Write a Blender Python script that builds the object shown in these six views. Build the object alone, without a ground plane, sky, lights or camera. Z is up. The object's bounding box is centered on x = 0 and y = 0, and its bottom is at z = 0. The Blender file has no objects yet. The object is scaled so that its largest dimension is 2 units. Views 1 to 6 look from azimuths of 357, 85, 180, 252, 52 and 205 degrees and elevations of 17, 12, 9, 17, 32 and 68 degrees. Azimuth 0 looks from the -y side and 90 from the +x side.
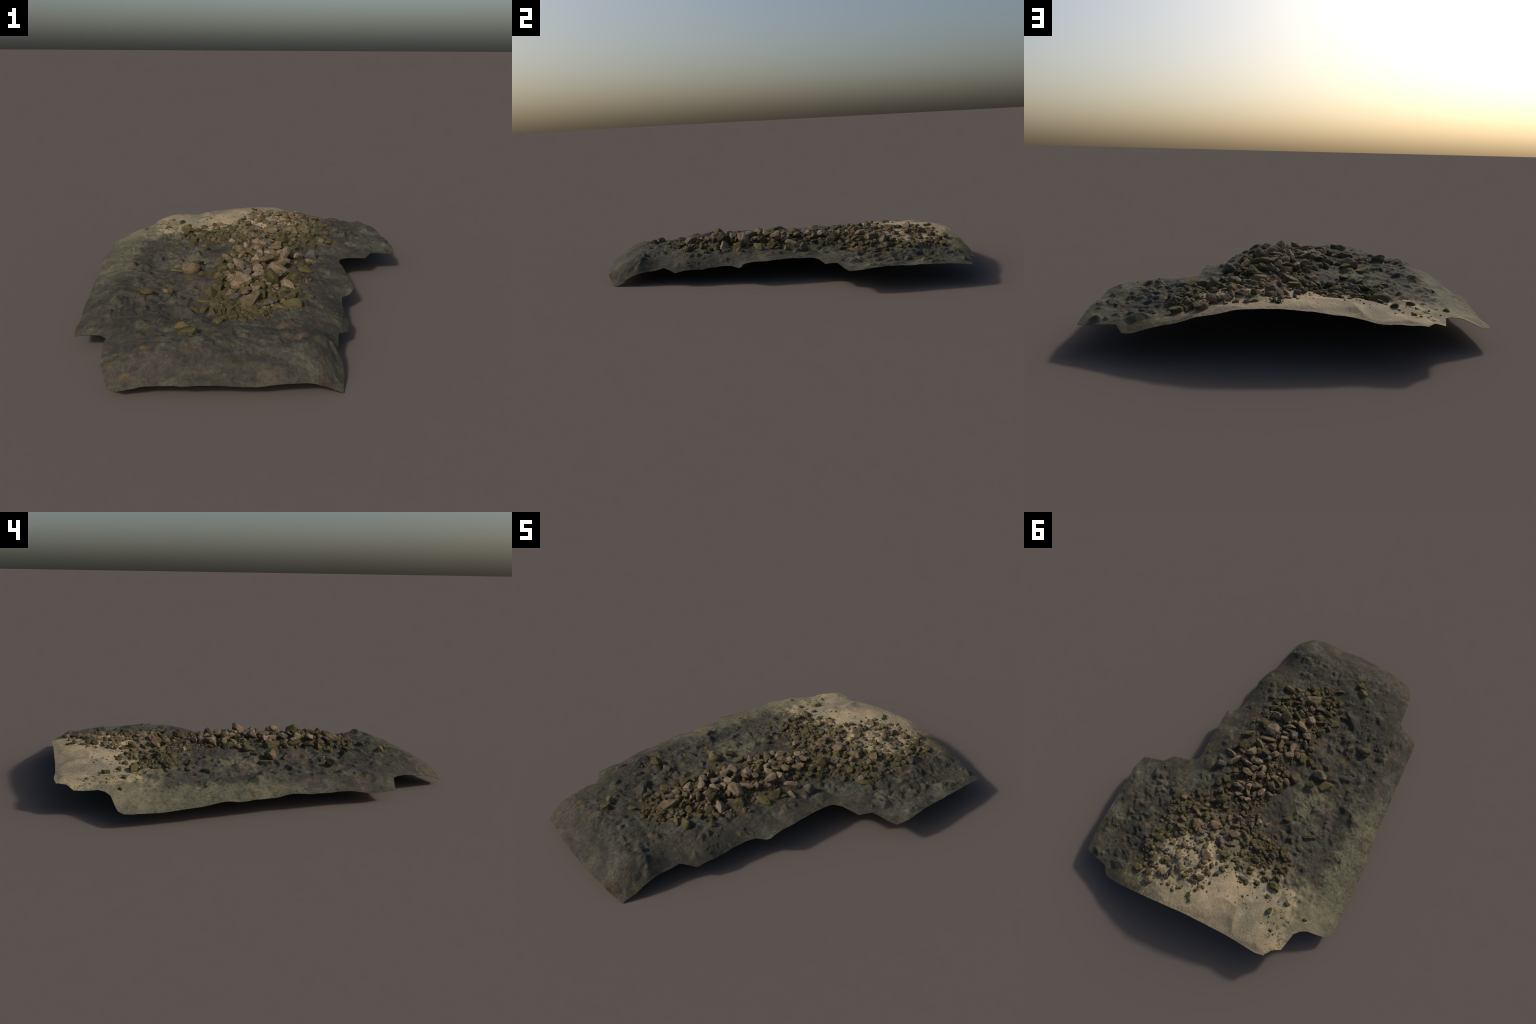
"""A long heap of loose stones on a river bed of silt and sand: a thin curved
crust of bed with stones, cobbles and gravel lying on its crest."""
import math
import bmesh
import bpy
import numpy as np
from mathutils import Euler, Vector
from mathutils.geometry import delaunay_2d_cdt

# ---------------------------------------------------------------- layout (m)
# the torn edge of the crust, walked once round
RIM = [
    (0.249, -0.96, 0), (0.226, -0.969, 0.013), (0.178, -0.989, 0.042), (0.092, -1.0, 0.06), (-0.062, -0.999, 0.051), (-0.131, -1.001, 0.056),
    (-0.296, -0.993, 0.056), (-0.506, -0.964, 0.027), (-0.541, -0.946, 0.026), (-0.575, -0.847, 0.065), (-0.58, -0.787, 0.073), (-0.584, -0.728, 0.083),
    (-0.585, -0.66, 0.082), (-0.61, -0.63, 0.081), (-0.672, -0.602, 0.071), (-0.717, -0.582, 0.057), (-0.727, -0.509, 0.056), (-0.723, -0.425, 0.057),
    (-0.725, -0.343, 0.074), (-0.727, -0.216, 0.078), (-0.729, -0.14, 0.079), (-0.73, -0.048, 0.09), (-0.73, 0.036, 0.079), (-0.739, 0.213, 0.078),
    (-0.749, 0.285, 0.088), (-0.75, 0.372, 0.075), (-0.745, 0.511, 0.066), (-0.744, 0.58, 0.063), (-0.742, 0.686, 0.067), (-0.733, 0.726, 0.067),
    (-0.702, 0.747, 0.072), (-0.663, 0.757, 0.091), (-0.605, 0.767, 0.115), (-0.571, 0.786, 0.121), (-0.546, 0.815, 0.124), (-0.522, 0.918, 0.123),
    (-0.477, 0.946, 0.138), (-0.448, 0.99, 0.139), (-0.404, 0.998, 0.143), (-0.355, 0.995, 0.144), (-0.283, 0.988, 0.144), (-0.226, 0.986, 0.157),
    (-0.13, 0.986, 0.171), (0.02, 0.987, 0.184), (0.071, 0.988, 0.186), (0.103, 0.991, 0.184), (0.184, 0.995, 0.18), (0.251, 0.997, 0.164),
    (0.316, 0.998, 0.153), (0.387, 0.999, 0.13), (0.469, 0.998, 0.111), (0.529, 0.992, 0.092), (0.562, 0.984, 0.09), (0.59, 0.94, 0.107),
    (0.623, 0.932, 0.103), (0.674, 0.921, 0.097), (0.715, 0.908, 0.093), (0.734, 0.898, 0.09), (0.743, 0.723, 0.11), (0.741, 0.56, 0.113),
    (0.744, 0.468, 0.118), (0.747, 0.339, 0.109), (0.733, 0.265, 0.104), (0.7, 0.253, 0.108), (0.605, 0.235, 0.12), (0.567, 0.179, 0.112),
    (0.466, 0.159, 0.118), (0.426, 0.13, 0.12), (0.417, 0.085, 0.119), (0.42, 0.012, 0.122), (0.42, -0.142, 0.115), (0.422, -0.243, 0.106),
    (0.408, -0.253, 0.09), (0.361, -0.303, 0.092), (0.347, -0.37, 0.089), (0.342, -0.475, 0.078), (0.346, -0.529, 0.08), (0.329, -0.612, 0.066),
    (0.28, -0.673, 0.089), (0.264, -0.751, 0.071), (0.265, -0.821, 0.06), (0.263, -0.892, 0.029),
]
# heights of the bed between the stones
BED_POINTS = [
    (-0.412, -0.71, 0.118), (-0.669, -0.153, 0.106), (-0.706, -0.423, 0.072), (-0.259, -0.82, 0.143), (0.284, -0.56, 0.119), (0.225, -0.774, 0.113),
    (-0.373, -0.887, 0.111), (-0.083, -0.836, 0.121), (-0.485, -0.882, 0.08), (0.411, 0.256, 0.124), (0.719, 0.494, 0.119), (-0.31, -0.294, 0.12),
    (-0.383, -0.331, 0.125), (-0.296, 0.061, 0.129), (-0.223, 0.904, 0.172), (-0.252, 0.812, 0.164), (-0.569, 0.715, 0.126), (-0.469, 0.913, 0.138),
    (0.682, 0.883, 0.108), (0.686, 0.659, 0.116), (0.667, 0.384, 0.122), (-0.466, -0.156, 0.12), (-0.243, -0.007, 0.133), (0.414, 0.379, 0.125),
    (-0.05, -0.519, 0.154), (-0.283, -0.086, 0.132), (-0.466, -0.355, 0.125), (-0.278, -0.737, 0.135), (0.104, -0.323, 0.15), (-0.332, 0.628, 0.14),
    (-0.369, 0.758, 0.143), (-0.442, 0.678, 0.134), (0.064, 0.898, 0.186), (0.4, 0.871, 0.13), (0.212, 0.065, 0.148), (-0.076, -0.106, 0.168),
    (-0.345, -0.047, 0.127), (0.52, 0.723, 0.122), (-0.087, 0.333, 0.15), (0.07, -0.575, 0.145), (0.1, -0.53, 0.149), (0.09, -0.813, 0.129),
    (0.1, -0.7, 0.128), (0.2, -0.68, 0.114), (0, -0.66, 0.134), (0.02, -0.3, 0.17), (-0.03, -0.42, 0.162), (0.04, -0.05, 0.175),
    (0.06, 0.15, 0.167), (0.22, 0.51, 0.164), (0.13, 0.47, 0.162), (0.31, 0.565, 0.156), (0.06, 0.55, 0.164), (0.12, 0.6, 0.182),
    (0.18, 0.63, 0.182), (0.09, 0.68, 0.183), (0.2, 0.7, 0.178), (0.28, 0.76, 0.164), (0.2, 0.85, 0.178), (-0.67, 0.5, 0.1),
    (-0.67, 0.3, 0.102), (-0.68, 0.15, 0.1), (-0.5, 0.35, 0.122), (-0.58, 0.3, 0.115), (-0.44, 0.42, 0.126), (-0.6, 0.18, 0.112),
    (-0.5, 0.18, 0.119), (-0.36, 0.22, 0.128), (0.6, 0.5, 0.118), (0.6, 0.75, 0.112), (0.31, -0.35, 0.113), (0.33, -0.43, 0.094),
    (0.38, -0.2, 0.114), (0.6, 0.88, 0.12), (0.46, 0.93, 0.127), (-0.5, -0.6, 0.114), (0.36, -0.05, 0.13), (0.215, -0.875, 0.088),
    (-0.38, -0.5, 0.118), (-0.3, -0.45, 0.122),
]
# ellipses: centre x, y, half-widths
SAND_ELLIPSES = [(-0.22, 0.84, 0.33, 0.18), (0.08, 0.92, 0.31, 0.12), (-0.42, 0.92, 0.15, 0.16), (-0.02, 0.75, 0.24, 0.12), (0.2, 0.8, 0.15, 0.12), (0.12, 0.66, 0.1, 0.12), (-0.34, 0.69, 0.15, 0.12), (0.22, 0.7, 0.12, 0.1)]
DRIFT = (-0.24, 0.77)
DUSTY_ELLIPSES = [(-0.36, 0.76, 0.34, 0.24), (0.1, 0.62, 0.25, 0.22), (-0.6, 0.75, 0.14, 0.16)]
GREEN_TUFTS = [(0.06, 0.897, 30, 0.012), (0.045, 0.915, 20, 0.009), (0.068, 0.88, 12, 0.008)]
YELLOW_TUFTS = [(-0.335, 0.66, 14, 0.012), (-0.345, 0.69, 12, 0.01), (-0.43, 0.74, 16, 0.016), (-0.455, 0.76, 14, 0.012), (-0.47, 0.79, 12, 0.01), (-0.475, 0.85, 14, 0.014), (-0.485, 0.88, 12, 0.012), (-0.36, 0.62, 12, 0.014), (-0.38, 0.6, 10, 0.01), (-0.53, 0.72, 8, 0.008), (-0.31, 0.6, 10, 0.012)]
PILE_ELLIPSES = [(-0.05, -0.49, 0.15, 0.16), (0.02, -0.25, 0.18, 0.22), (0.05, 0.08, 0.16, 0.26), (0.1, 0.42, 0.22, 0.2), (0.28, 0.55, 0.16, 0.2), (0.22, 0.76, 0.22, 0.14), (-0.14, 0.53, 0.22, 0.15)]
CREST_ELLIPSES = [(-0.02, -0.28, 0.12, 0.2), (0.06, 0.03, 0.12, 0.3), (0.1, 0.55, 0.17, 0.3), (0.2, 0.75, 0.14, 0.12)]
LUMP_ZONES = [(0.58, 0.6, 0.16, 0.3, 1.0), (0.55, 0.3, 0.12, 0.08, 0.5), (-0.42, -0.35, 0.2, 0.32, 0.8), (-0.42, 0.3, 0.22, 0.3, 0.55), (0.25, -0.45, 0.1, 0.25, 0.5), (0.33, 0.15, 0.07, 0.25, 0.5), (0.05, -0.74, 0.35, 0.08, 0.5)]
PALE_FLANKS = [(-0.68, 0.5, 0.13, 0.34), (-0.31, 0.08, 0.09, 0.1), (-0.66, 0.1, 0.08, 0.2)]
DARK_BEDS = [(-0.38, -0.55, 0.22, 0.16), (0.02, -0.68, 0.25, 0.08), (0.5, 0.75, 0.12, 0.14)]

# ---------------------------------------------------------------- colours
SILT_DARK = (0.045, 0.041, 0.033)
SILT_GREEN = (0.087, 0.078, 0.052)
SILT_MAUVE = (0.081, 0.064, 0.055)
SILT_PALE = (0.118, 0.117, 0.083)
SILT_DEEP = (0.03, 0.03, 0.027)  # near-black colour of the small dark blotches
SILT_OLIVE = (0.080, 0.070, 0.035)
FLANK_GREEN = (0.165, 0.153, 0.092)
DUST = (0.225, 0.19, 0.12)
OCHRE = (0.17, 0.125, 0.045)
RUST = (0.13, 0.08, 0.042)
SAND = (0.365, 0.282, 0.168)
SAND_CREAM = (0.42, 0.335, 0.21)
SAND_GREY = (0.245, 0.205, 0.14)
SAND_ROUGH = (0.2, 0.162, 0.105)
GRAVEL_DARK = (0.035, 0.029, 0.016)  # darkened so the gaps between stones carry painted crevice shadow
GRAVEL_TAN = (0.115, 0.088, 0.048)
MOSS = (0.12, 0.115, 0.03)
MOSS_BROWN = (0.1, 0.085, 0.04)
# base, worn face, algae and how far it spreads
STONE_TONES = {
    "pale": ((0.18, 0.129, 0.083), (0.33, 0.243, 0.163), (0.11, 0.085, 0.04), 0.35),
    "tan": ((0.115, 0.082, 0.046), (0.22, 0.16, 0.098), (0.09, 0.075, 0.03), 0.45),
    "olive": ((0.066, 0.054, 0.024), (0.116, 0.094, 0.044), (0.07, 0.065, 0.025), 0.5),
    "mossy": ((0.095, 0.076, 0.03), (0.155, 0.124, 0.05), (0.1, 0.1, 0.035), 0.5),
    "silted": ((0.052, 0.048, 0.038), (0.1, 0.09, 0.06), (0.075, 0.065, 0.032), 0.4),
    "slate": ((0.085, 0.077, 0.064), (0.16, 0.142, 0.12), (0.08, 0.075, 0.05), 0.4),
}

# ---------------------------------------------------------------- big stones
# by tone: x, y in metres, length and width in millimetres, turn in degrees
PLACED_STONES = {
    "pale": [
        (0.111, -0.328, 92, 48, 151), (0.09, -0.212, 83, 63, 1), (0.004, -0.281, 65, 23, 20), (0.007, -0.232, 46, 19, 9), (0, -0.196, 49, 28, 21), (-0.067, -0.162, 57, 32, 88),
        (0.004, -0.077, 60, 41, 27), (-0.074, -0.112, 59, 48, 8), (0.027, 0.035, 51, 33, 126), (-0.066, -0.312, 74, 43, 150), (-0.111, -0.272, 56, 37, 178), (-0.091, -0.376, 53, 49, 9),
        (0.212, 0.053, 85, 37, 56), (0.138, -0.027, 65, 42, 73), (0.086, 0.014, 76, 30, 8), (0.122, 0.047, 56, 28, 163), (0.023, 0.08, 48, 33, 37), (-0.03, 0.173, 64, 38, 88),
        (0.058, 0.175, 42, 38, 175), (0.062, 0.251, 30, 22, 5), (0.026, 0.248, 40, 27, 16), (0.068, 0.517, 43, 21, 177), (-0.093, 0.336, 40, 31, 136),
    ],
    "tan": [
        (-0.05, -0.524, 112, 54, 56), (0.081, -0.245, 56, 30, 155), (0.074, -0.278, 31, 27, 22), (0.119, -0.265, 50, 19, 42), (0.092, -0.149, 91, 25, 18), (0.125, -0.104, 69, 34, 143),
        (0.009, -0.257, 30, 19, 37), (-0.029, -0.179, 61, 15, 33), (0.008, -0.148, 62, 29, 103), (0.041, -0.109, 50, 34, 4), (0.062, -0.067, 55, 29, 173), (-0.111, -0.131, 43, 35, 116),
        (0.032, -0.036, 41, 26, 42), (0.077, 0.012, 50, 27, 3), (-0.128, -0.222, 58, 29, 135), (-0.058, -0.415, 37, 33, 143), (-0.062, -0.452, 35, 27, 29), (-0.015, -0.402, 47, 30, 142),
        (-0.036, -0.349, 31, 19, 29), (-0.12, -0.432, 45, 33, 52), (0.259, 0.016, 71, 33, 158), (0.162, 0.03, 51, 31, 1), (0.076, 0.058, 48, 33, 24), (0.104, 0.096, 66, 35, 173),
        (0.051, 0.111, 46, 23, 98), (-0.018, 0.079, 42, 30, 146), (-0.056, 0.052, 52, 22, 34), (-0.126, 0.048, 56, 38, 126), (-0.058, 0.116, 58, 51, 7), (-0.075, 0.165, 44, 29, 177),
        (0.004, 0.212, 37, 26, 88), (0.015, 0.15, 59, 33, 27), (0.045, 0.207, 42, 23, 127), (0.125, 0.193, 48, 30, 24), (0.114, 0.166, 56, 19, 13), (0.06, 0.15, 37, 18, 25),
        (0.087, 0.241, 44, 26, 15), (0.175, 0.113, 34, 30, 23), (0.022, 0.296, 48, 22, 156), (0.239, 0.451, 39, 28, 165), (0.223, 0.508, 66, 58, 165), (0.125, 0.471, 71, 57, 49),
        (0.31, 0.517, 45, 33, 147), (0.295, 0.563, 57, 38, 4), (0.187, 0.499, 38, 31, 165), (0.172, 0.539, 46, 25, 27), (0.145, 0.586, 30, 25, 27), (0.12, 0.56, 31, 28, 29),
        (0.003, 0.466, 68, 39, 27), (0.019, 0.42, 61, 22, 17), (0.08, 0.435, 34, 19, 128), (0.07, 0.392, 37, 22, 79), (0.022, 0.367, 36, 25, 6), (0.108, 0.596, 42, 28, 61),
        (0.1, 0.631, 38, 28, 7), (0.155, 0.641, 30, 22, 138), (0.078, 0.686, 38, 31, 27), (0.082, 0.658, 69, 45, 49), (-0.012, 0.592, 56, 38, 39), (-0.142, 0.323, 33, 18, 48),
        (-0.163, 0.401, 36, 32, 27), (-0.074, 0.451, 37, 26, 146), (-0.041, 0.427, 51, 26, 146), (-0.155, 0.668, 42, 28, 177), (0.227, 0.856, 51, 37, 89), (0.214, 0.811, 52, 28, 95),
        (0.212, 0.731, 53, 41, 148), (0.178, 0.779, 52, 41, 148), (0.126, 0.765, 38, 24, 26), (0.06, 0.776, 62, 35, 17), (0.075, 0.807, 43, 25, 167), (0.158, 0.898, 32, 21, 130),
        (-0.285, -0.089, 82, 56, 7), (-0.379, -0.33, 42, 38, 25),
    ],
    "olive": [
        (-0.004, -0.601, 36, 32, 28), (0.119, -0.524, 82, 39, 156), (0.045, -0.46, 37, 33, 25), (0.16, -0.418, 43, 27, 46), (0.161, -0.375, 51, 35, 57), (0.109, -0.385, 58, 46, 23),
        (0.12, -0.46, 54, 23, 30), (0.094, -0.433, 35, 31, 24), (0.047, -0.51, 47, 27, 26), (0.015, -0.534, 31, 27, 28), (-0.035, -0.566, 43, 23, 10), (0.053, -0.331, 73, 51, 116),
        (0.162, -0.241, 58, 54, 23), (-0.151, -0.127, 59, 47, 116), (-0.197, -0.139, 44, 37, 9), (0.003, 0.009, 50, 31, 145), (-0.147, -0.266, 71, 33, 92), (-0.172, -0.214, 35, 31, 32),
        (-0.001, -0.37, 64, 30, 142), (-0.13, -0.485, 43, 27, 20), (-0.169, -0.476, 47, 36, 145), (-0.182, -0.504, 46, 27, 166), (-0.222, -0.539, 49, 29, 50), (-0.193, -0.584, 47, 43, 29),
        (-0.162, -0.556, 43, 31, 8), (-0.17, -0.662, 55, 24, 27), (-0.119, -0.595, 36, 24, 29), (-0.116, -0.562, 47, 24, 30), (-0.144, -0.405, 59, 27, 31), (-0.199, -0.388, 45, 34, 179),
        (-0.174, -0.345, 63, 42, 79), (-0.256, -0.513, 50, 31, 13), (-0.025, -0.318, 34, 19, 17), (-0.235, -0.125, 38, 27, 30), (-0.297, -0.155, 41, 34, 176), (0.204, -0.436, 35, 31, 21),
        (0.011, -0.439, 35, 15, 14), (0.005, -0.472, 38, 30, 70), (0.247, -0.032, 53, 23, 57), (0.216, -0.061, 50, 50, 23), (0.218, -0.025, 35, 24, 6), (-0.099, 0.081, 44, 40, 178),
        (-0.113, 0.11, 55, 33, 19), (0.163, 0.309, 65, 47, 41), (0.228, 0.22, 45, 37, 24), (0.2, 0.265, 41, 33, 24), (0.2, 0.182, 41, 41, 23), (0.162, 0.139, 41, 22, 23),
        (0.164, 0.223, 41, 30, 24), (-0.104, -0, 46, 42, 116), (-0.161, -0.003, 61, 53, 116), (0.389, 0.401, 41, 25, 129), (0.395, 0.428, 30, 19, 92), (0.318, 0.431, 41, 33, 24),
        (0.35, 0.478, 41, 33, 24), (0.283, 0.397, 42, 27, 4), (0.278, 0.428, 41, 25, 146), (0.223, 0.405, 45, 22, 15), (0.209, 0.437, 33, 29, 26), (0.186, 0.461, 32, 22, 26),
        (0.153, 0.434, 32, 32, 27), (0.355, 0.591, 45, 33, 148), (0.398, 0.622, 48, 22, 29), (0.355, 0.627, 30, 26, 23), (0.265, 0.592, 36, 22, 24), (0.003, 0.533, 39, 18, 28),
        (0.025, 0.683, 36, 18, 99), (0.029, 0.725, 39, 28, 177), (0.293, 0.666, 33, 18, 23), (0.279, 0.761, 47, 33, 23), (-0.238, 0.241, 55, 33, 28), (-0.296, 0.339, 34, 27, 27),
        (-0.388, 0.276, 79, 32, 17), (-0.371, 0.368, 39, 32, 176), (-0.286, 0.42, 32, 29, 27), (-0.261, 0.458, 53, 25, 161), (-0.155, 0.476, 43, 35, 27), (-0.177, 0.543, 53, 35, 7),
        (-0.103, 0.461, 36, 21, 176), (-0.246, 0.586, 30, 23, 28), (-0.279, 0.61, 31, 28, 28), (-0.304, 0.549, 28, 28, 27), (-0.343, 0.529, 28, 21, 27), (-0.219, 0.545, 42, 18, 28),
        (0.331, 0.865, 52, 38, 44), (0.266, 0.846, 49, 35, 44), (0.307, 0.91, 47, 36, 23), (0.037, 0.839, 37, 17, 68), (0.346, 0.805, 30, 22, 23), (-0.372, 0.761, 38, 28, 77),
        (-0.445, 0.682, 31, 28, 27), (-0.243, 0.657, 35, 28, 28), (-0.272, 0.614, 35, 28, 28), (-0.328, 0.695, 24, 21, 28), (-0.427, 0.854, 20, 19, 27), (-0.334, 0.582, 42, 28, 146),
        (-0.259, -0.005, 52, 34, 28), (-0.464, -0.345, 77, 54, 37), (-0.264, -0.752, 43, 43, 27), (-0.162, -0.21, 35, 31, 32),
    ],
    "mossy": [
        (0.068, -0.563, 55, 55, 27), (-0.221, -0.438, 68, 49, 3), (0.222, -0.139, 76, 38, 29), (0.116, 0.344, 36, 18, 21), (0.417, 0.382, 102, 29, 62), (0.386, 0.661, 49, 28, 79),
        (-0.039, 0.677, 35, 25, 172), (0.129, 0.802, 31, 28, 26), (0.399, 0.869, 47, 40, 25), (0.13, 0.877, 31, 15, 36), (-0.335, 0.632, 69, 45, 152), (-0.569, 0.717, 24, 21, 28),
        (-0.34, -0.043, 90, 52, 27), (-0.296, -0.711, 64, 40, 154),
    ],
    "slate": [
        (-0.041, -0.241, 45, 41, 116), (-0.1, -0.477, 55, 24, 31), (0.084, 0.2, 40, 29, 25), (0.275, 0.111, 57, 44, 172), (0.049, 0.537, 47, 43, 162), (-0.02, 0.711, 38, 24, 59),
        (-0.251, 0.479, 43, 28, 166),
    ],
}


rng = np.random.default_rng(7)

# ------------------------------------------------------------------ noise
def _hash(ix, iy, seed):
    h = (ix.astype(np.int64) * 374761393 + iy.astype(np.int64) * 668265263 + seed * 974634777) & 0xFFFFFFFF
    h = ((h ^ (h >> 13)) * 1274126177) & 0xFFFFFFFF
    return ((h ^ (h >> 16)) & 0xFFFF) / 65535.0


def value_noise(x, y, size, seed):
    """smooth noise in -1..1 with features about `size` metres across"""
    x, y = np.asarray(x) / size, np.asarray(y) / size
    ix, iy = np.floor(x), np.floor(y)
    fx, fy = x - ix, y - iy
    fx, fy = fx * fx * fx * (fx * (fx * 6 - 15) + 10), fy * fy * fy * (fy * (fy * 6 - 15) + 10)
    a, b = _hash(ix, iy, seed), _hash(ix + 1, iy, seed)
    c, d = _hash(ix, iy + 1, seed), _hash(ix + 1, iy + 1, seed)
    return 2 * ((a * (1 - fx) + b * fx) * (1 - fy) + (c * (1 - fx) + d * fx) * fy) - 1


def fractal(x, y, size, seed, octaves=4):
    total, amp = 0, 1.0
    for i in range(octaves):
        ca, sa = math.cos(i * 0.7), math.sin(i * 0.7)
        total = total + amp * value_noise(ca * x - sa * y, sa * x + ca * y, size / 2**i, seed + i)
        amp *= 0.5
    return total


def smooth(a, b, t):
    t = np.clip((t - a) / (b - a), 0, 1)
    return t * t * (3 - 2 * t)


def blob(x, y, cx, cy, rx, ry, soft=0.35):
    """1 inside an ellipse, falling to 0 past its edge"""
    return 1 - smooth(1 - soft, 1 + soft, np.hypot((x - cx) / rx, (y - cy) / ry))


# ------------------------------------------------------------------ ground form
RIM_XYZ = np.array(RIM)
KNOTS = np.vstack([RIM_XYZ, np.array(BED_POINTS)])


def _kernel(a, b):
    r2 = ((a[:, None, :] - b[None, :, :]) ** 2).sum(-1)
    return 0.5 * r2 * np.log(r2 + 1e-12)


_n = len(KNOTS)
_A = np.zeros((_n + 3, _n + 3))
_A[:_n, :_n] = _kernel(KNOTS[:, :2], KNOTS[:, :2]) + np.eye(_n) * 1e-5
_A[:_n, _n] = 1
_A[:_n, _n + 1:] = KNOTS[:, :2]
_A[_n:, :_n] = _A[:_n, _n:].T
_W = np.linalg.solve(_A, np.r_[KNOTS[:, 2], 0, 0, 0])


def bed_height(xy):
    """thin-plate sheet through the rim and the bed points"""
    xy = np.atleast_2d(xy)
    out = np.empty(len(xy))
    for i in range(0, len(xy), 8000):
        q = xy[i:i + 8000]
        out[i:i + 8000] = _kernel(q, KNOTS[:, :2]) @ _W[:_n] + _W[_n] + q @ _W[_n + 1:]
    return out


def rim_distance(xy):
    a = RIM_XYZ[:, :2]
    b = np.roll(a, -1, 0)
    best = np.full(len(xy), 9.0)
    for p, q in zip(a, b):
        d = q - p
        t = np.clip(((xy - p) @ d) / (d @ d), 0, 1)
        best = np.minimum(best, np.hypot(*(xy - p - t[:, None] * d).T))
    return best


def inside_rim(xy):
    a = RIM_XYZ[:, :2]
    b = np.roll(a, -1, 0)
    odd = np.zeros(len(xy), bool)
    x, y = xy[:, 0], xy[:, 1]
    for p, q in zip(a, b):
        cross = (p[1] > y) != (q[1] > y)
        if p[1] != q[1]:
            odd ^= cross & (x < (q[0] - p[0]) * (y - p[1]) / (q[1] - p[1]) + p[0])
    return odd


def sand_amount(x, y):
    wob = 0.16 * fractal(x, y, 0.14, 51, 3)
    m = np.maximum.reduce([blob(x, y, *e, 0.25) for e in SAND_ELLIPSES])
    return np.clip(m + wob * m * (1 - m) * 4, 0, 1)


def pile_amount(x, y):
    return np.maximum.reduce([blob(x, y, *e, 0.22) for e in PILE_ELLIPSES])


def crest(x, y):
    """1 along the dry crest of the heap, 0 on its wet flanks"""
    return float(max(blob(x, y, *e, 0.35) for e in CREST_ELLIPSES))


# lumps: cobbles lying under the silt, felt as domes in the bed
def scatter(n, test, gap):
    pts = []
    for _ in range(n * 40):
        p = np.array([rng.uniform(-0.75, 0.75), rng.uniform(-1, 1)])
        if rng.random() > test(p[0], p[1]):
            continue
        if any((p[0] - q[0]) ** 2 + (p[1] - q[1]) ** 2 < gap * gap for q in pts):
            continue
        pts.append(p)
        if len(pts) >= n:
            break
    return np.array(pts)


def lump_chance(x, y):
    c = max(blob(x, y, *e, 0.3) * k for *e, k in LUMP_ZONES)
    return float(c)


LUMPS = scatter(190, lump_chance, 0.028)
LUMP_R = 0.014 + 0.028 * rng.random(len(LUMPS)) ** 1.4
LUMP_H = LUMP_R * rng.uniform(0.22, 0.62, len(LUMPS))
LUMP_SIDES = [(rng.uniform(0, 6.28, 5) * 0.15 + np.arange(5) * 1.2566 + rng.uniform(0, 6.28), rng.uniform(0.6, 1.25, 5)) for _ in LUMPS]

STONES = [(x, y, l / 1000, w / 1000, math.radians(r), tone) for tone, rows in PLACED_STONES.items() for x, y, l, w, r in rows]


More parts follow.
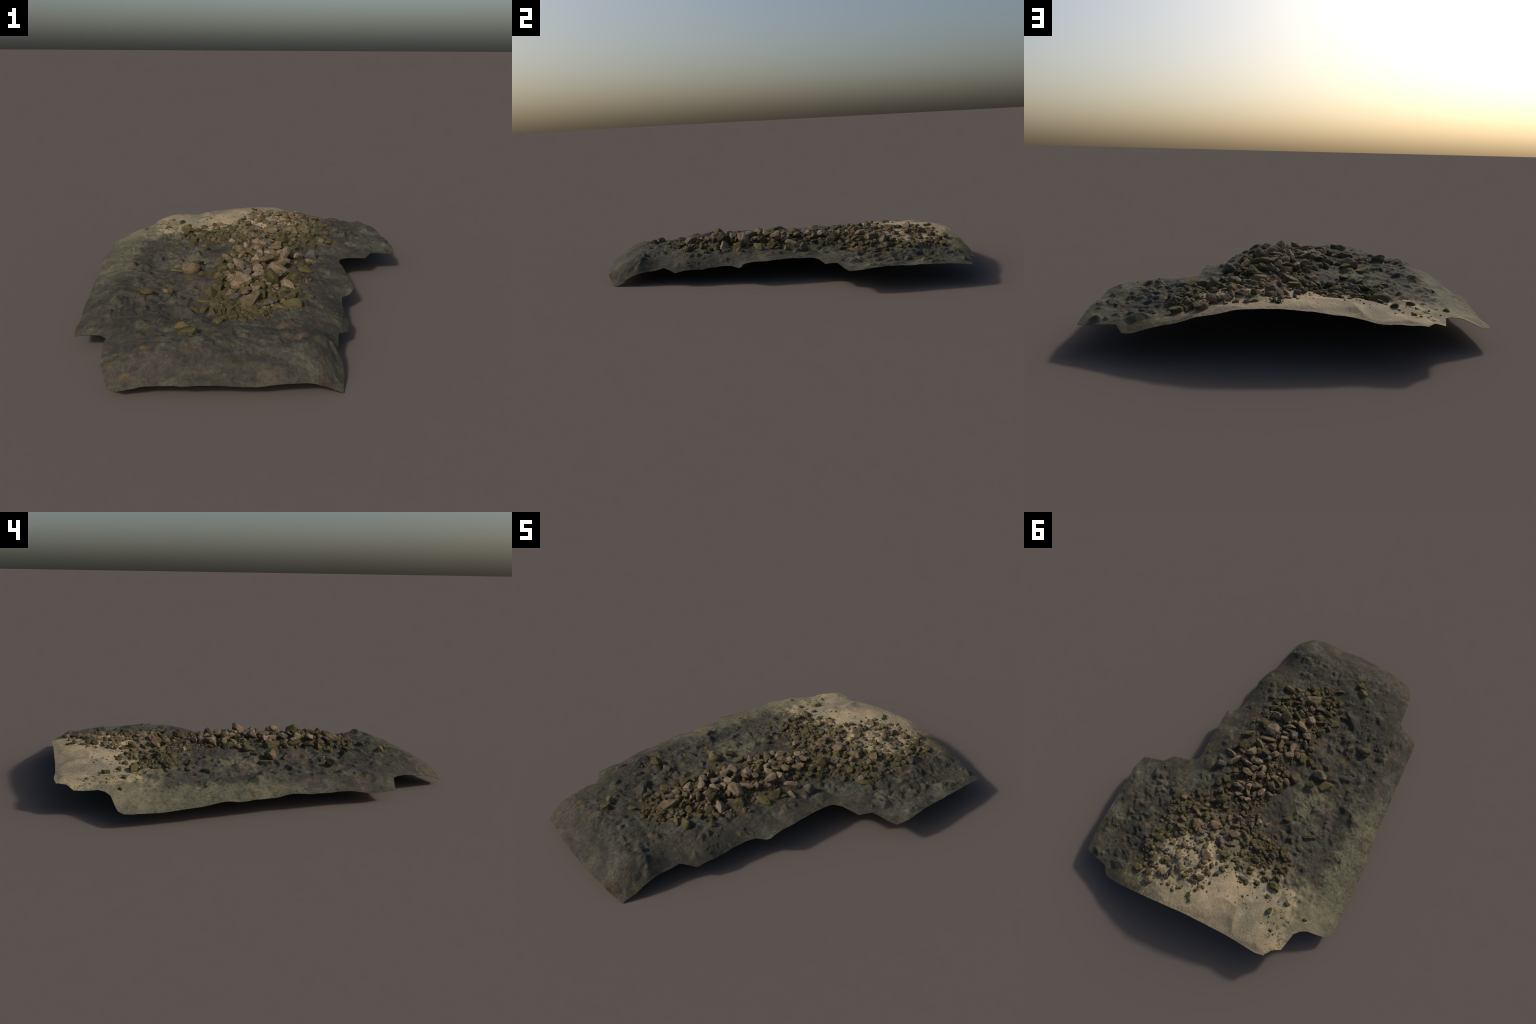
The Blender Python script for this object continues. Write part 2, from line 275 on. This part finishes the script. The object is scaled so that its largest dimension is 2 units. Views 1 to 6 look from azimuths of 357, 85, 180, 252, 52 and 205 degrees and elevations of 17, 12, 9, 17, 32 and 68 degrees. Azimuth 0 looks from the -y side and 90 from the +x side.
def ground_height(xy, fine=True):
    xy = np.atleast_2d(xy)
    x, y = xy[:, 0], xy[:, 1]
    z = bed_height(xy)
    d = rim_distance(xy)
    keep = smooth(0.0, 0.05, d)
    sand = sand_amount(x, y)
    pile = pile_amount(x, y)
    calm = 0.3 + 0.7 * smooth(0.05, 0.19, d)
    rough = (1 - 0.88 * sand) * keep * calm
    wx = x + 0.008 * value_noise(x, y, 0.03, 5)
    wy = y + 0.008 * value_noise(x, y, 0.03, 6)
    dome = np.zeros(len(z))
    for (cx, cy), r, h, (turn, reach) in zip(LUMPS, LUMP_R, LUMP_H, LUMP_SIDES):
        near = np.nonzero((np.abs(wx - cx) < 2 * r) & (np.abs(wy - cy) < 2 * r))[0]
        dx, dy = wx[near] - cx, wy[near] - cy
        side = np.max([(dx * math.cos(t) + dy * math.sin(t)) / (r * k) for t, k in zip(turn, reach)], axis=0)
        dome[near] = np.maximum(dome[near], h * smooth(1.25, 0.25, side))
    zone = np.maximum.reduce([blob(x, y, *e, 0.3) * k for *e, k in LUMP_ZONES])
    z = z + (dome - 0.004 * zone) * np.clip(keep * 1.2, 0, 1)
    z = z + 0.0065 * fractal(x, y, 0.075, 11, 3) * rough
    z = z + 0.0055 * fractal(x, y, 0.12, 15, 2) * (1 - sand) * keep * (1 - calm)
    ridge = 1 - np.abs(fractal(x, y, 0.05, 31, 3))
    z = z + 0.0045 * (ridge - 0.55) * rough * (0.4 + 0.8 * smooth(-0.2, 0.5, value_noise(x, y, 0.2, 77)))
    # low drift ridges in the sand
    side = np.max([((x - DRIFT[0]) * math.cos(t) + (y - DRIFT[1]) * math.sin(t)) / k for t, k in ((0.5, 0.05), (2.3, 0.035), (4.2, 0.075), (5.4, 0.06))], axis=0)
    drift = np.clip(1 - side, 0, 1)
    z = z + sand * keep * (0.011 * drift + 0.006 * (1 - 2 * np.abs(fractal(x, y, 0.15, 101, 2))))
    z = z + 0.0035 * pile * fractal(x, y, 0.024, 41, 2)
    crumble = 1 - np.abs(fractal(x, y, 0.022, 81, 2))
    z = z + 0.0042 * (crumble - 0.6) * rough * (1 - 0.5 * pile) * (0.25 + 0.75 * smooth(-0.25, 0.35, value_noise(x, y, 0.13, 91)))
    # silt banked up against the bigger stones
    for sx, sy, l, w, r, tone in STONES:
        if l < 0.032:
            continue
        near = (np.abs(x - sx) < l) & (np.abs(y - sy) < l)
        dx, dy = x[near] - sx, y[near] - sy
        u = (dx * math.cos(r) + dy * math.sin(r)) / (l * 0.62)
        v = (-dx * math.sin(r) + dy * math.cos(r)) / (w * 0.62)
        z[near] += 0.16 * w * (1 - smooth(0.4, 1.15, np.hypot(u, v)))
    if fine:
        z = z + 0.0012 * fractal(x, y, 0.014, 61, 2) * (0.25 + 0.75 * rough)
        z = z + 0.0016 * value_noise(x, y, 0.035, 71) * (1 - keep)
    return z


# ------------------------------------------------------------------ materials
class Nodes:
    """thin helper for wiring a node tree"""

    def __init__(self, name, rough=0.9):
        self.mat = bpy.data.materials.new(name)
        self.mat.use_nodes = True
        self.t = self.mat.node_tree
        self.b = self.t.nodes["Principled BSDF"]
        self.b.inputs["Roughness"].default_value = rough
        self.b.inputs["Specular IOR Level"].default_value = 0.15
        self.co = self.t.nodes.new("ShaderNodeTexCoord").outputs["Object"]

    def n(self, kind, **props):
        node = self.t.nodes.new(kind)
        for k, v in props.items():
            setattr(node, k, v)
        return node

    def put(self, sock, val):
        if hasattr(val, "is_linked"):
            self.t.links.new(val, sock)
        else:
            sock.default_value = val

    def noise(self, scale, detail=4, rough=0.6, shift=(0, 0, 0), distort=0.0, stretch=(1, 1, 1), coord=None):
        m = self.n("ShaderNodeMapping")
        m.inputs["Location"].default_value = shift
        m.inputs["Scale"].default_value = stretch
        self.put(m.inputs["Vector"], coord or self.co)
        t = self.n("ShaderNodeTexNoise")
        self.put(t.inputs["Vector"], m.outputs[0])
        t.inputs["Scale"].default_value = scale
        t.inputs["Detail"].default_value = detail
        t.inputs["Roughness"].default_value = rough
        t.inputs["Distortion"].default_value = distort
        return t.outputs["Fac"]

    def ramp(self, fac, lo, hi, a=0.0, b=1.0):
        m = self.n("ShaderNodeMapRange", interpolation_type="SMOOTHSTEP")
        self.put(m.inputs["Value"], fac)
        for k, v in (("From Min", lo), ("From Max", hi), ("To Min", a), ("To Max", b)):
            m.inputs[k].default_value = v
        return m.outputs[0]

    def math(self, op, a, b=0.0):
        m = self.n("ShaderNodeMath", operation=op)
        self.put(m.inputs[0], a)
        self.put(m.inputs[1], b)
        return m.outputs[0]

    def mix(self, fac, a, b, blend="MIX"):
        m = self.n("ShaderNodeMix", data_type="RGBA", blend_type=blend)
        self.put(m.inputs[0], fac)
        for s, v in ((m.inputs[6], a), (m.inputs[7], b)):
            self.put(s, v if hasattr(v, "is_linked") else (*v, 1))
        return m.outputs[2]

    def ellipse(self, cx, cy, rx, ry, soft, wobble):
        """mask around an upright elliptic column, its edge moved by a noise"""
        s = self.n("ShaderNodeVectorMath", operation="SUBTRACT")
        self.put(s.inputs[0], self.co)
        s.inputs[1].default_value = (cx, cy, 0)
        m = self.n("ShaderNodeVectorMath", operation="MULTIPLY")
        self.put(m.inputs[0], s.outputs[0])
        m.inputs[1].default_value = (1 / rx, 1 / ry, 0)
        l = self.n("ShaderNodeVectorMath", operation="LENGTH")
        self.put(l.inputs[0], m.outputs[0])
        return self.ramp(self.math("ADD", l.outputs["Value"], wobble), 1 - soft, 1 + soft, 1, 0)

    def union(self, masks):
        out = masks[0]
        for m in masks[1:]:
            out = self.math("MAXIMUM", out, m)
        return out

    def bump(self, height, strength, distance):
        b = self.n("ShaderNodeBump")
        b.inputs["Strength"].default_value = strength
        b.inputs["Distance"].default_value = distance
        self.put(b.inputs["Height"], height)
        self.t.links.new(b.outputs[0], self.b.inputs["Normal"])

    def done(self, colour):
        self.put(self.b.inputs["Base Color"], colour)
        return self.mat


def bed_material():
    k = Nodes("silt_and_sand", 0.93)
    mid = k.noise(11, 5, 0.65, (3, 1, 0), 0.3)
    fine = k.noise(70, 4, 0.7, (1, 5, 2))
    grit = k.noise(240, 3, 0.7, (8, 2, 1))
    wob = k.math("MULTIPLY", k.math("SUBTRACT", k.noise(9, 5, 0.65, (5, 5, 0)), 0.5), 1.1)
    # algae-covered silt
    silt = k.mix(k.ramp(mid, 0.36, 0.64), SILT_DARK, SILT_GREEN)
    silt = k.mix(k.ramp(k.noise(8, 4, 0.6, (12, 3, 5), 0.4), 0.5, 0.64, 0, 0.8), silt, SILT_MAUVE)
    silt = k.mix(k.ramp(k.noise(7, 4, 0.6, (2, 9, 4), 0.5), 0.52, 0.66, 0, 0.85), silt, SILT_PALE)
    flank = k.union([k.ellipse(*e, 0.45, wob) for e in PALE_FLANKS])
    silt = k.mix(k.math("MULTIPLY", flank, k.ramp(mid, 0.25, 0.65, 0.45, 1)), silt, FLANK_GREEN)
    dark_zone = k.union([k.ellipse(*e, 0.5, wob) for e in DARK_BEDS])
    silt = k.mix(k.math("MULTIPLY", dark_zone, 0.6), silt, SILT_DARK)
    silt = k.mix(k.ramp(k.noise(15, 3, 0.5, (7, 3, 1)), 0.64, 0.74, 0, 0.75), silt, OCHRE)
    silt = k.mix(k.ramp(k.noise(18, 3, 0.5, (1, 8, 6)), 0.58, 0.7, 0, 0.6), silt, RUST)
    silt = k.mix(k.ramp(k.noise(26, 5, 0.7, (6, 6, 2), 0.4), 0.5, 0.68, 0, 0.65), silt, SILT_DEEP)
    silt = k.mix(k.ramp(k.noise(9, 3, 0.6, (1, 2, 8), 0.6), 0.6, 0.72, 0, 0.6), silt, SILT_OLIVE)
    silt = k.mix(k.ramp(fine, 0.3, 0.7, 0.0, 0.9), silt, k.mix(0.5, silt, (0.018, 0.018, 0.015)))
    # gravel seat under the stones
    seat = k.union([k.ellipse(*e, 0.25, wob) for e in PILE_ELLIPSES])
    v = k.n("ShaderNodeTexVoronoi")
    v.inputs["Scale"].default_value = 75
    k.put(v.inputs["Vector"], k.co)
    sep = k.n("ShaderNodeSeparateColor")
    k.put(sep.inputs[0], v.outputs["Color"])
    gravel = k.mix(sep.outputs[0], GRAVEL_DARK, GRAVEL_TAN)
    col = k.mix(k.math("MULTIPLY", seat, 0.85), silt, gravel)
    # dry sand
    sand = k.mix(k.ramp(k.noise(5, 5, 0.6, (4, 4, 1)), 0.4, 0.66), SAND, SAND_GREY)
    sand = k.mix(k.ramp(k.noise(11, 4, 0.6, (2, 14, 3), 0.5), 0.52, 0.66, 0, 0.8), sand, SAND_CREAM)
    sand = k.mix(k.math("MULTIPLY", k.ellipse(0.0, 1.0, 0.6, 0.1, 0.6, wob), k.ramp(fine, 0.3, 0.65, 0.2, 0.9)), sand, SAND_ROUGH)
    sand = k.mix(k.ramp(k.noise(13, 5, 0.7, (9, 4, 3), 0.5), 0.58, 0.74, 0, 0.5), sand, SAND_ROUGH)
    sand = k.mix(k.ramp(grit, 0.3, 0.7, 0, 0.35), sand, k.mix(0.5, sand, (0.1, 0.08, 0.055)))
    rag = k.math("ADD", wob, k.math("MULTIPLY", k.math("SUBTRACT", k.noise(38, 4, 0.65, (3, 7, 0)), 0.5), 1.1))
    dusty = k.union([k.ellipse(*e, 0.45, wob) for e in DUSTY_ELLIPSES])
    col = k.mix(k.math("MULTIPLY", dusty, 0.75), col, k.mix(k.ramp(mid, 0.35, 0.65), DUST, FLANK_GREEN))
    dry = k.union([k.ellipse(*e, 0.28, rag) for e in SAND_ELLIPSES])
    col = k.mix(dry, col, sand)
    # algae specks strewn on the sand's left part
    specks = k.math("MULTIPLY", k.ellipse(-0.45, 0.78, 0.12, 0.26, 0.4, wob), k.ramp(k.noise(34, 3, 0.55, (6, 1, 3), 0.4), 0.60, 0.66))
    col = k.mix(k.math("MULTIPLY", specks, 0.85), col, MOSS)
    col = k.mix(k.math("MULTIPLY", k.ellipse(0.42, 0.97, 0.16, 0.07, 0.5, wob), k.ramp(fine, 0.4, 0.6, 0, 0.8)), col, MOSS_BROWN)
    streak = k.noise(90, 4, 0.7, (2, 2, 2), stretch=(1, 0.35, 0.5))
    col = k.mix(k.ramp(streak, 0.35, 0.65, 0.35, 0), col, k.mix(0.5, col, (0.025, 0.024, 0.02)))
    k.bump(k.math("ADD", k.math("ADD", fine, k.math("MULTIPLY", streak, 0.7)), k.math("MULTIPLY", grit, 0.2)), 0.6, 0.006)
    return k.done(col)


def stone_material(name, low, high, algae, algae_amount):
    k = Nodes(name, 0.88)
    geo = k.n("ShaderNodeNewGeometry").outputs["Position"]
    info = k.n("ShaderNodeObjectInfo").outputs["Random"]
    broad = k.noise(22, 4, 0.6, (2, 3, 1), coord=geo)
    grain = k.noise(160, 4, 0.75, (1, 1, 7), coord=geo)
    col = k.mix(k.ramp(broad, 0.32, 0.66), low, high)
    col = k.mix(k.ramp(info, 0, 1, 0, 0.55), col, k.mix(0.5, col, low))
    if algae_amount:
        patch = k.math("MULTIPLY", k.ramp(k.noise(14, 3, 0.6, (9, 2, 3), coord=geo), 0.48, 0.6), algae_amount)
        col = k.mix(patch, col, algae)
        # a wet foot: algae to an uneven line low on each loose stone
        xyz = k.n("ShaderNodeSeparateXYZ")
        k.put(xyz.inputs[0], k.co)
        line = k.math("ADD", xyz.outputs[2], k.math("MULTIPLY", k.math("SUBTRACT", broad, 0.5), 1.6))
        col = k.mix(k.ramp(line, -0.3, 0.0, 0.7, 0), col, algae)
    col = k.mix(k.ramp(grain, 0.38, 0.66, 0, 0.75), col, k.mix(0.6, col, (0.03, 0.024, 0.015)))
    k.bump(k.math("ADD", grain, k.noise(60, 4, 0.7, coord=geo)), 0.8, 0.005)
    return k.done(col)


# ------------------------------------------------------------------ build
root = bpy.data.objects.new("stone_pile", None)
root["label"] = "long heap of loose brown stones on a silty, sandy river bed"
root["category"] = "stone pile"
bpy.context.scene.collection.objects.link(root)


def add(name, mesh, kind=None):
    ob = bpy.data.objects.new(name, mesh)
    bpy.context.scene.collection.objects.link(ob)
    ob.parent = root
    if kind:
        ob["kind"] = kind
    return ob


BED_MAT = bed_material()


def build_bed():
    step = 0.0046
    # rim, cut into short pieces
    rim = []
    for p, q in zip(RIM_XYZ, np.roll(RIM_XYZ, -1, 0)):
        m = max(1, round(np.hypot(*(q - p)[:2]) / 0.007))
        rim += [p[:2] + (q - p)[:2] * i / m for i in range(m)]
    rim = np.array(rim)
    gx, gy = np.meshgrid(np.arange(-0.76, 0.76, step), np.arange(-1.0, 1.0, step))
    gx[::2] += step / 2
    grid = np.c_[gx.ravel(), gy.ravel()]
    grid += rng.uniform(-0.0008, 0.0008, grid.shape)
    grid = grid[inside_rim(grid)]
    grid = grid[rim_distance(grid) > step * 0.6]
    nr = len(rim)
    pts = np.vstack([rim, grid])
    verts, _, tris, *_ = delaunay_2d_cdt([Vector(p) for p in pts], [(i, (i + 1) % nr) for i in range(nr)], [], 1, 1e-6)
    xy = np.array([(v.x, v.y) for v in verts])
    tris = np.array([t[:] for t in tris])
    z = ground_height(xy)
    top = np.c_[xy, z]
    # surface normals of the upper skin
    a, b, c = top[tris[:, 0]], top[tris[:, 1]], top[tris[:, 2]]
    fn = np.cross(b - a, c - a)
    if fn[:, 2].sum() < 0:
        tris = tris[:, ::-1]
        fn = -fn
    nrm = np.zeros_like(top)
    for i in range(3):
        np.add.at(nrm, tris[:, i], fn)
    nrm /= np.linalg.norm(nrm, axis=1)[:, None]
    # lower skin: the crust is a few millimetres thick, thinner at the rim
    d = rim_distance(xy)
    thick = 0.0015 + 0.0035 * smooth(0, 0.05, d)
    low = top - nrm * thick[:, None]
    count = {}
    for t in tris:
        for i in range(3):
            e = (t[i], t[(i + 1) % 3])
            count[e] = 1
    edge = [e for e in count if (e[1], e[0]) not in count]
    n = len(top)
    V = np.vstack([top, low])
    V[:, 2] -= V[:, 2].min()
    N = np.vstack([nrm, -nrm])
    faces = [tuple(t) for t in tris] + [(t[2] + n, t[1] + n, t[0] + n) for t in tris]
    faces += [(e[1], e[0], e[0] + n, e[1] + n) for e in edge]
    cen = np.array([V[list(f)].mean(0)[:2] for f in faces])
    is_sand = sand_amount(cen[:, 0], cen[:, 1]) > 0.5
    for name, pick in (("sand_patch", is_sand), ("silt_bed", ~is_sand)):
        fs = [faces[i] for i in np.nonzero(pick)[0]]
        used = sorted({v for f in fs for v in f})
        new = {v: i for i, v in enumerate(used)}
        me = bpy.data.meshes.new(name)
        me.from_pydata([tuple(V[v]) for v in used], [], [tuple(new[v] for v in f) for f in fs])
        me.polygons.foreach_set("use_smooth", [True] * len(fs))
        me.update()
        me.normals_split_custom_set_from_vertices([tuple(N[v]) for v in used])
        me.materials.append(BED_MAT)
        add(name, me)


build_bed()


# stones: a ball cut by a dozen planes, its edges worn round
def ball(level):
    bm = bmesh.new()
    bmesh.ops.create_icosphere(bm, subdivisions=level, radius=1)
    v = np.array([p.co[:] for p in bm.verts])
    f = [tuple(p.index for p in q.verts) for q in bm.faces]
    bm.free()
    return v / np.linalg.norm(v, axis=1)[:, None], f


BALLS = {k: ball(k) for k in (1, 2, 4)}


def rock_points(level, wear, r):
    d, f = BALLS[level]
    cuts = r.normal(size=(r.integers(8, 13), 3))
    cuts /= np.linalg.norm(cuts, axis=1)[:, None]
    off = r.uniform(0.42, 0.85, len(cuts))
    c = np.clip(d @ cuts.T, 1e-3, None) / off
    rad = np.minimum((np.sum(c**wear, 1) + 0.9**wear) ** (-1 / wear), 1.1)
    rad *= 1 + 0.035 * np.sin(d @ r.normal(size=3) * 5 + r.uniform(0, 6)) + 0.02 * np.sin(d @ r.normal(size=3) * 11)
    v = d * rad[:, None]
    lo, hi = v.min(0), v.max(0)
    return (v - (lo + hi) / 2) * 2 / (hi - lo), f


def rock_mesh(i):
    v, f = rock_points(4, rng.uniform(30, 90), rng)
    v += 0.02 * np.sin(v[:, [1, 2, 0]] * 9 + i)
    me = bpy.data.meshes.new("stone_shape")
    me.from_pydata([tuple(p) for p in v], [], f)
    me.polygons.foreach_set("use_smooth", [True] * len(f))
    me.update()
    me.materials.append(None)
    return me


ROCKS = [rock_mesh(i) for i in range(18)]
STONE_MATS = {t: stone_material(t + "_stone", *c) for t, c in STONE_TONES.items()}

sx = np.array([s[:2] for s in STONES])
base = ground_height(sx, False) - np.array([0.16 * s[3] if s[2] >= 0.032 else 0 for s in STONES])
for (x, y, l, w, turn, tone), g in zip(STONES, base):
    if tone == "olive" and -0.1 < x < 0.33 and float(sand_amount(x, y)) > 0.35:
        tone = "tan"  # stones that lie dusted with sand
    ob = add("stone", ROCKS[rng.integers(len(ROCKS))])
    h = min(w * 1.1, 0.8 * l) * rng.uniform(0.8, 1.15)
    top = crest(x, y) * (1 - float(smooth(0.35, 0.55, y)))
    sit = 0.22 + 0.18 * top
    if y > 0.4:
        h *= 0.95
    if tone == "mossy" and w > 0.045:
        h *= 0.5
    ob.location = (x, y, g + h * sit + 0.008 * top)
    ob.scale = (l * 0.55, w * 0.55, h * 0.55)
    ob.rotation_euler = (rng.normal(0, 0.28), rng.normal(0, 0.24), turn + (math.pi if rng.random() < 0.5 else 0))
    ob.material_slots[0].link = "OBJECT"
    ob.material_slots[0].material = STONE_MATS[tone]


# smaller stones and gravel: scattered between the placed ones, joined by tone
def scatter_small(n, lo, hi, level, tone_of, chance, sink, name):
    groups = {}
    tries = 0
    spots = []
    while len(spots) < n and tries < n * 60:
        tries += 1
        x, y = rng.uniform(-0.72, 0.72), rng.uniform(-0.98, 0.98)
        if rng.random() > chance(x, y):
            continue
        spots.append((x, y))
    xy = np.array(spots)
    xy = xy[inside_rim(xy)]
    xy = xy[rim_distance(xy) > 0.02]
    gz = ground_height(xy, False)
    for (x, y), g in zip(xy, gz):
        size = lo * (hi / lo) ** (rng.random() ** 1.6)
        v, f = rock_points(level, rng.uniform(30, 80), rng)
        s = size * np.array([1.0, rng.uniform(0.6, 0.95), rng.uniform(0.5, 0.8)]) / 2
        rot = Euler((rng.normal(0, 0.35), rng.normal(0, 0.35), rng.uniform(0, 6.28))).to_matrix()
        v = (v * s) @ np.array(rot).T + (x, y, g + s[2] * sink)
        V, F = groups.setdefault(tone_of(x, y), ([], []))
        o = sum(len(a) for a in V)
        V.append(v)
        F += [tuple(i + o for i in q) for q in f]
    for tone, (V, F) in groups.items():
        me = bpy.data.meshes.new(name)
        me.from_pydata([tuple(p) for p in np.vstack(V)], [], F)
        me.polygons.foreach_set("use_smooth", [True] * len(F))
        me.update()
        me.materials.append(STONE_MATS[tone])
        add(name, me, "stuff")


def small_tone(x, y):
    r = rng.random()
    if r < 0.06:
        return "slate"
    if r < 0.12:
        return "mossy"
    dry = max(crest(x, y), 0.8 * float(sand_amount(x, y)))
    return "tan" if rng.random() < 0.15 + 0.75 * dry else "olive"


def cobble_chance(x, y):
    p = float(pile_amount(x, y))
    return p * (1 - 0.62 * float(sand_amount(x, y)))


scatter_small(950, 0.016, 0.040, 2, small_tone, cobble_chance, 0.25, "cobble")
scatter_small(1500, 0.006, 0.016, 1, small_tone, lambda x, y: max(float(pile_amount(x, y)) * 0.8, 0.0), 0.15, "gravel")
scatter_small(220, 0.005, 0.016, 1, lambda x, y: 'tan' if rng.random() < 0.75 else 'olive', lambda x, y: 0.9 * float(sand_amount(x, y)) * (0.04 + max(0.0, 1 - abs(y - 0.72) / 0.15)), 0.1, "grit")
scatter_small(200, 0.008, 0.022, 2, lambda x, y: "silted", lambda x, y: 0.8 * lump_chance(x, y), -0.25, "silted_chips")


# ------------------------------------------------------------------ weed
def weed_material(name, low, high):
    k = Nodes(name, 0.7)
    return k.done(k.mix(k.noise(120, 3, 0.6), low, high))


def tuft(name, x, y, count, spread, size, lift, mat):
    """a handful of small solid leaves growing from one spot"""
    g = float(ground_height(np.array([[x, y]]))[0])
    V, F = [], []
    for _ in range(count):
        a, r = rng.uniform(0, 6.28), spread * math.sqrt(rng.random())
        l = size * rng.uniform(0.6, 1.2)
        w, t = l * rng.uniform(0.3, 0.45), l * 0.07
        leaf = np.array([(0, 0, 0), (l * 0.5, w / 2, 0), (l, 0, 0), (l * 0.5, -w / 2, 0), (l * 0.5, 0, t * 2.5), (l * 0.5, 0, t)])
        tilt = Euler((rng.normal(0, 0.4), -lift * rng.uniform(0.3, 1.2), rng.uniform(0, 6.28))).to_matrix()
        leaf = leaf @ np.array(tilt).T + (x + r * math.cos(a), y + r * math.sin(a), g + 0.001)
        o = len(V)
        V += [tuple(p) for p in leaf]
        F += [tuple(i + o for i in f) for f in ((0, 3, 4), (3, 2, 4), (2, 1, 4), (1, 0, 4), (0, 5, 3), (3, 5, 2), (2, 5, 1), (1, 5, 0))]
    me = bpy.data.meshes.new(name)
    me.from_pydata(V, [], F)
    me.materials.append(mat)
    add(name, me, "stuff")


GREEN = weed_material("green_weed", (0.03, 0.045, 0.012), (0.075, 0.1, 0.03))
YELLOW = weed_material("yellow_weed", (0.085, 0.085, 0.02), (0.17, 0.165, 0.05))
for x, y, count, spread in GREEN_TUFTS:
    tuft("green_weed", x, y, count, spread, 0.016, 0.8, GREEN)
for x, y, count, spread in YELLOW_TUFTS:
    tuft("yellow_weed", x, y, count, spread, 0.009, 0.25, YELLOW)
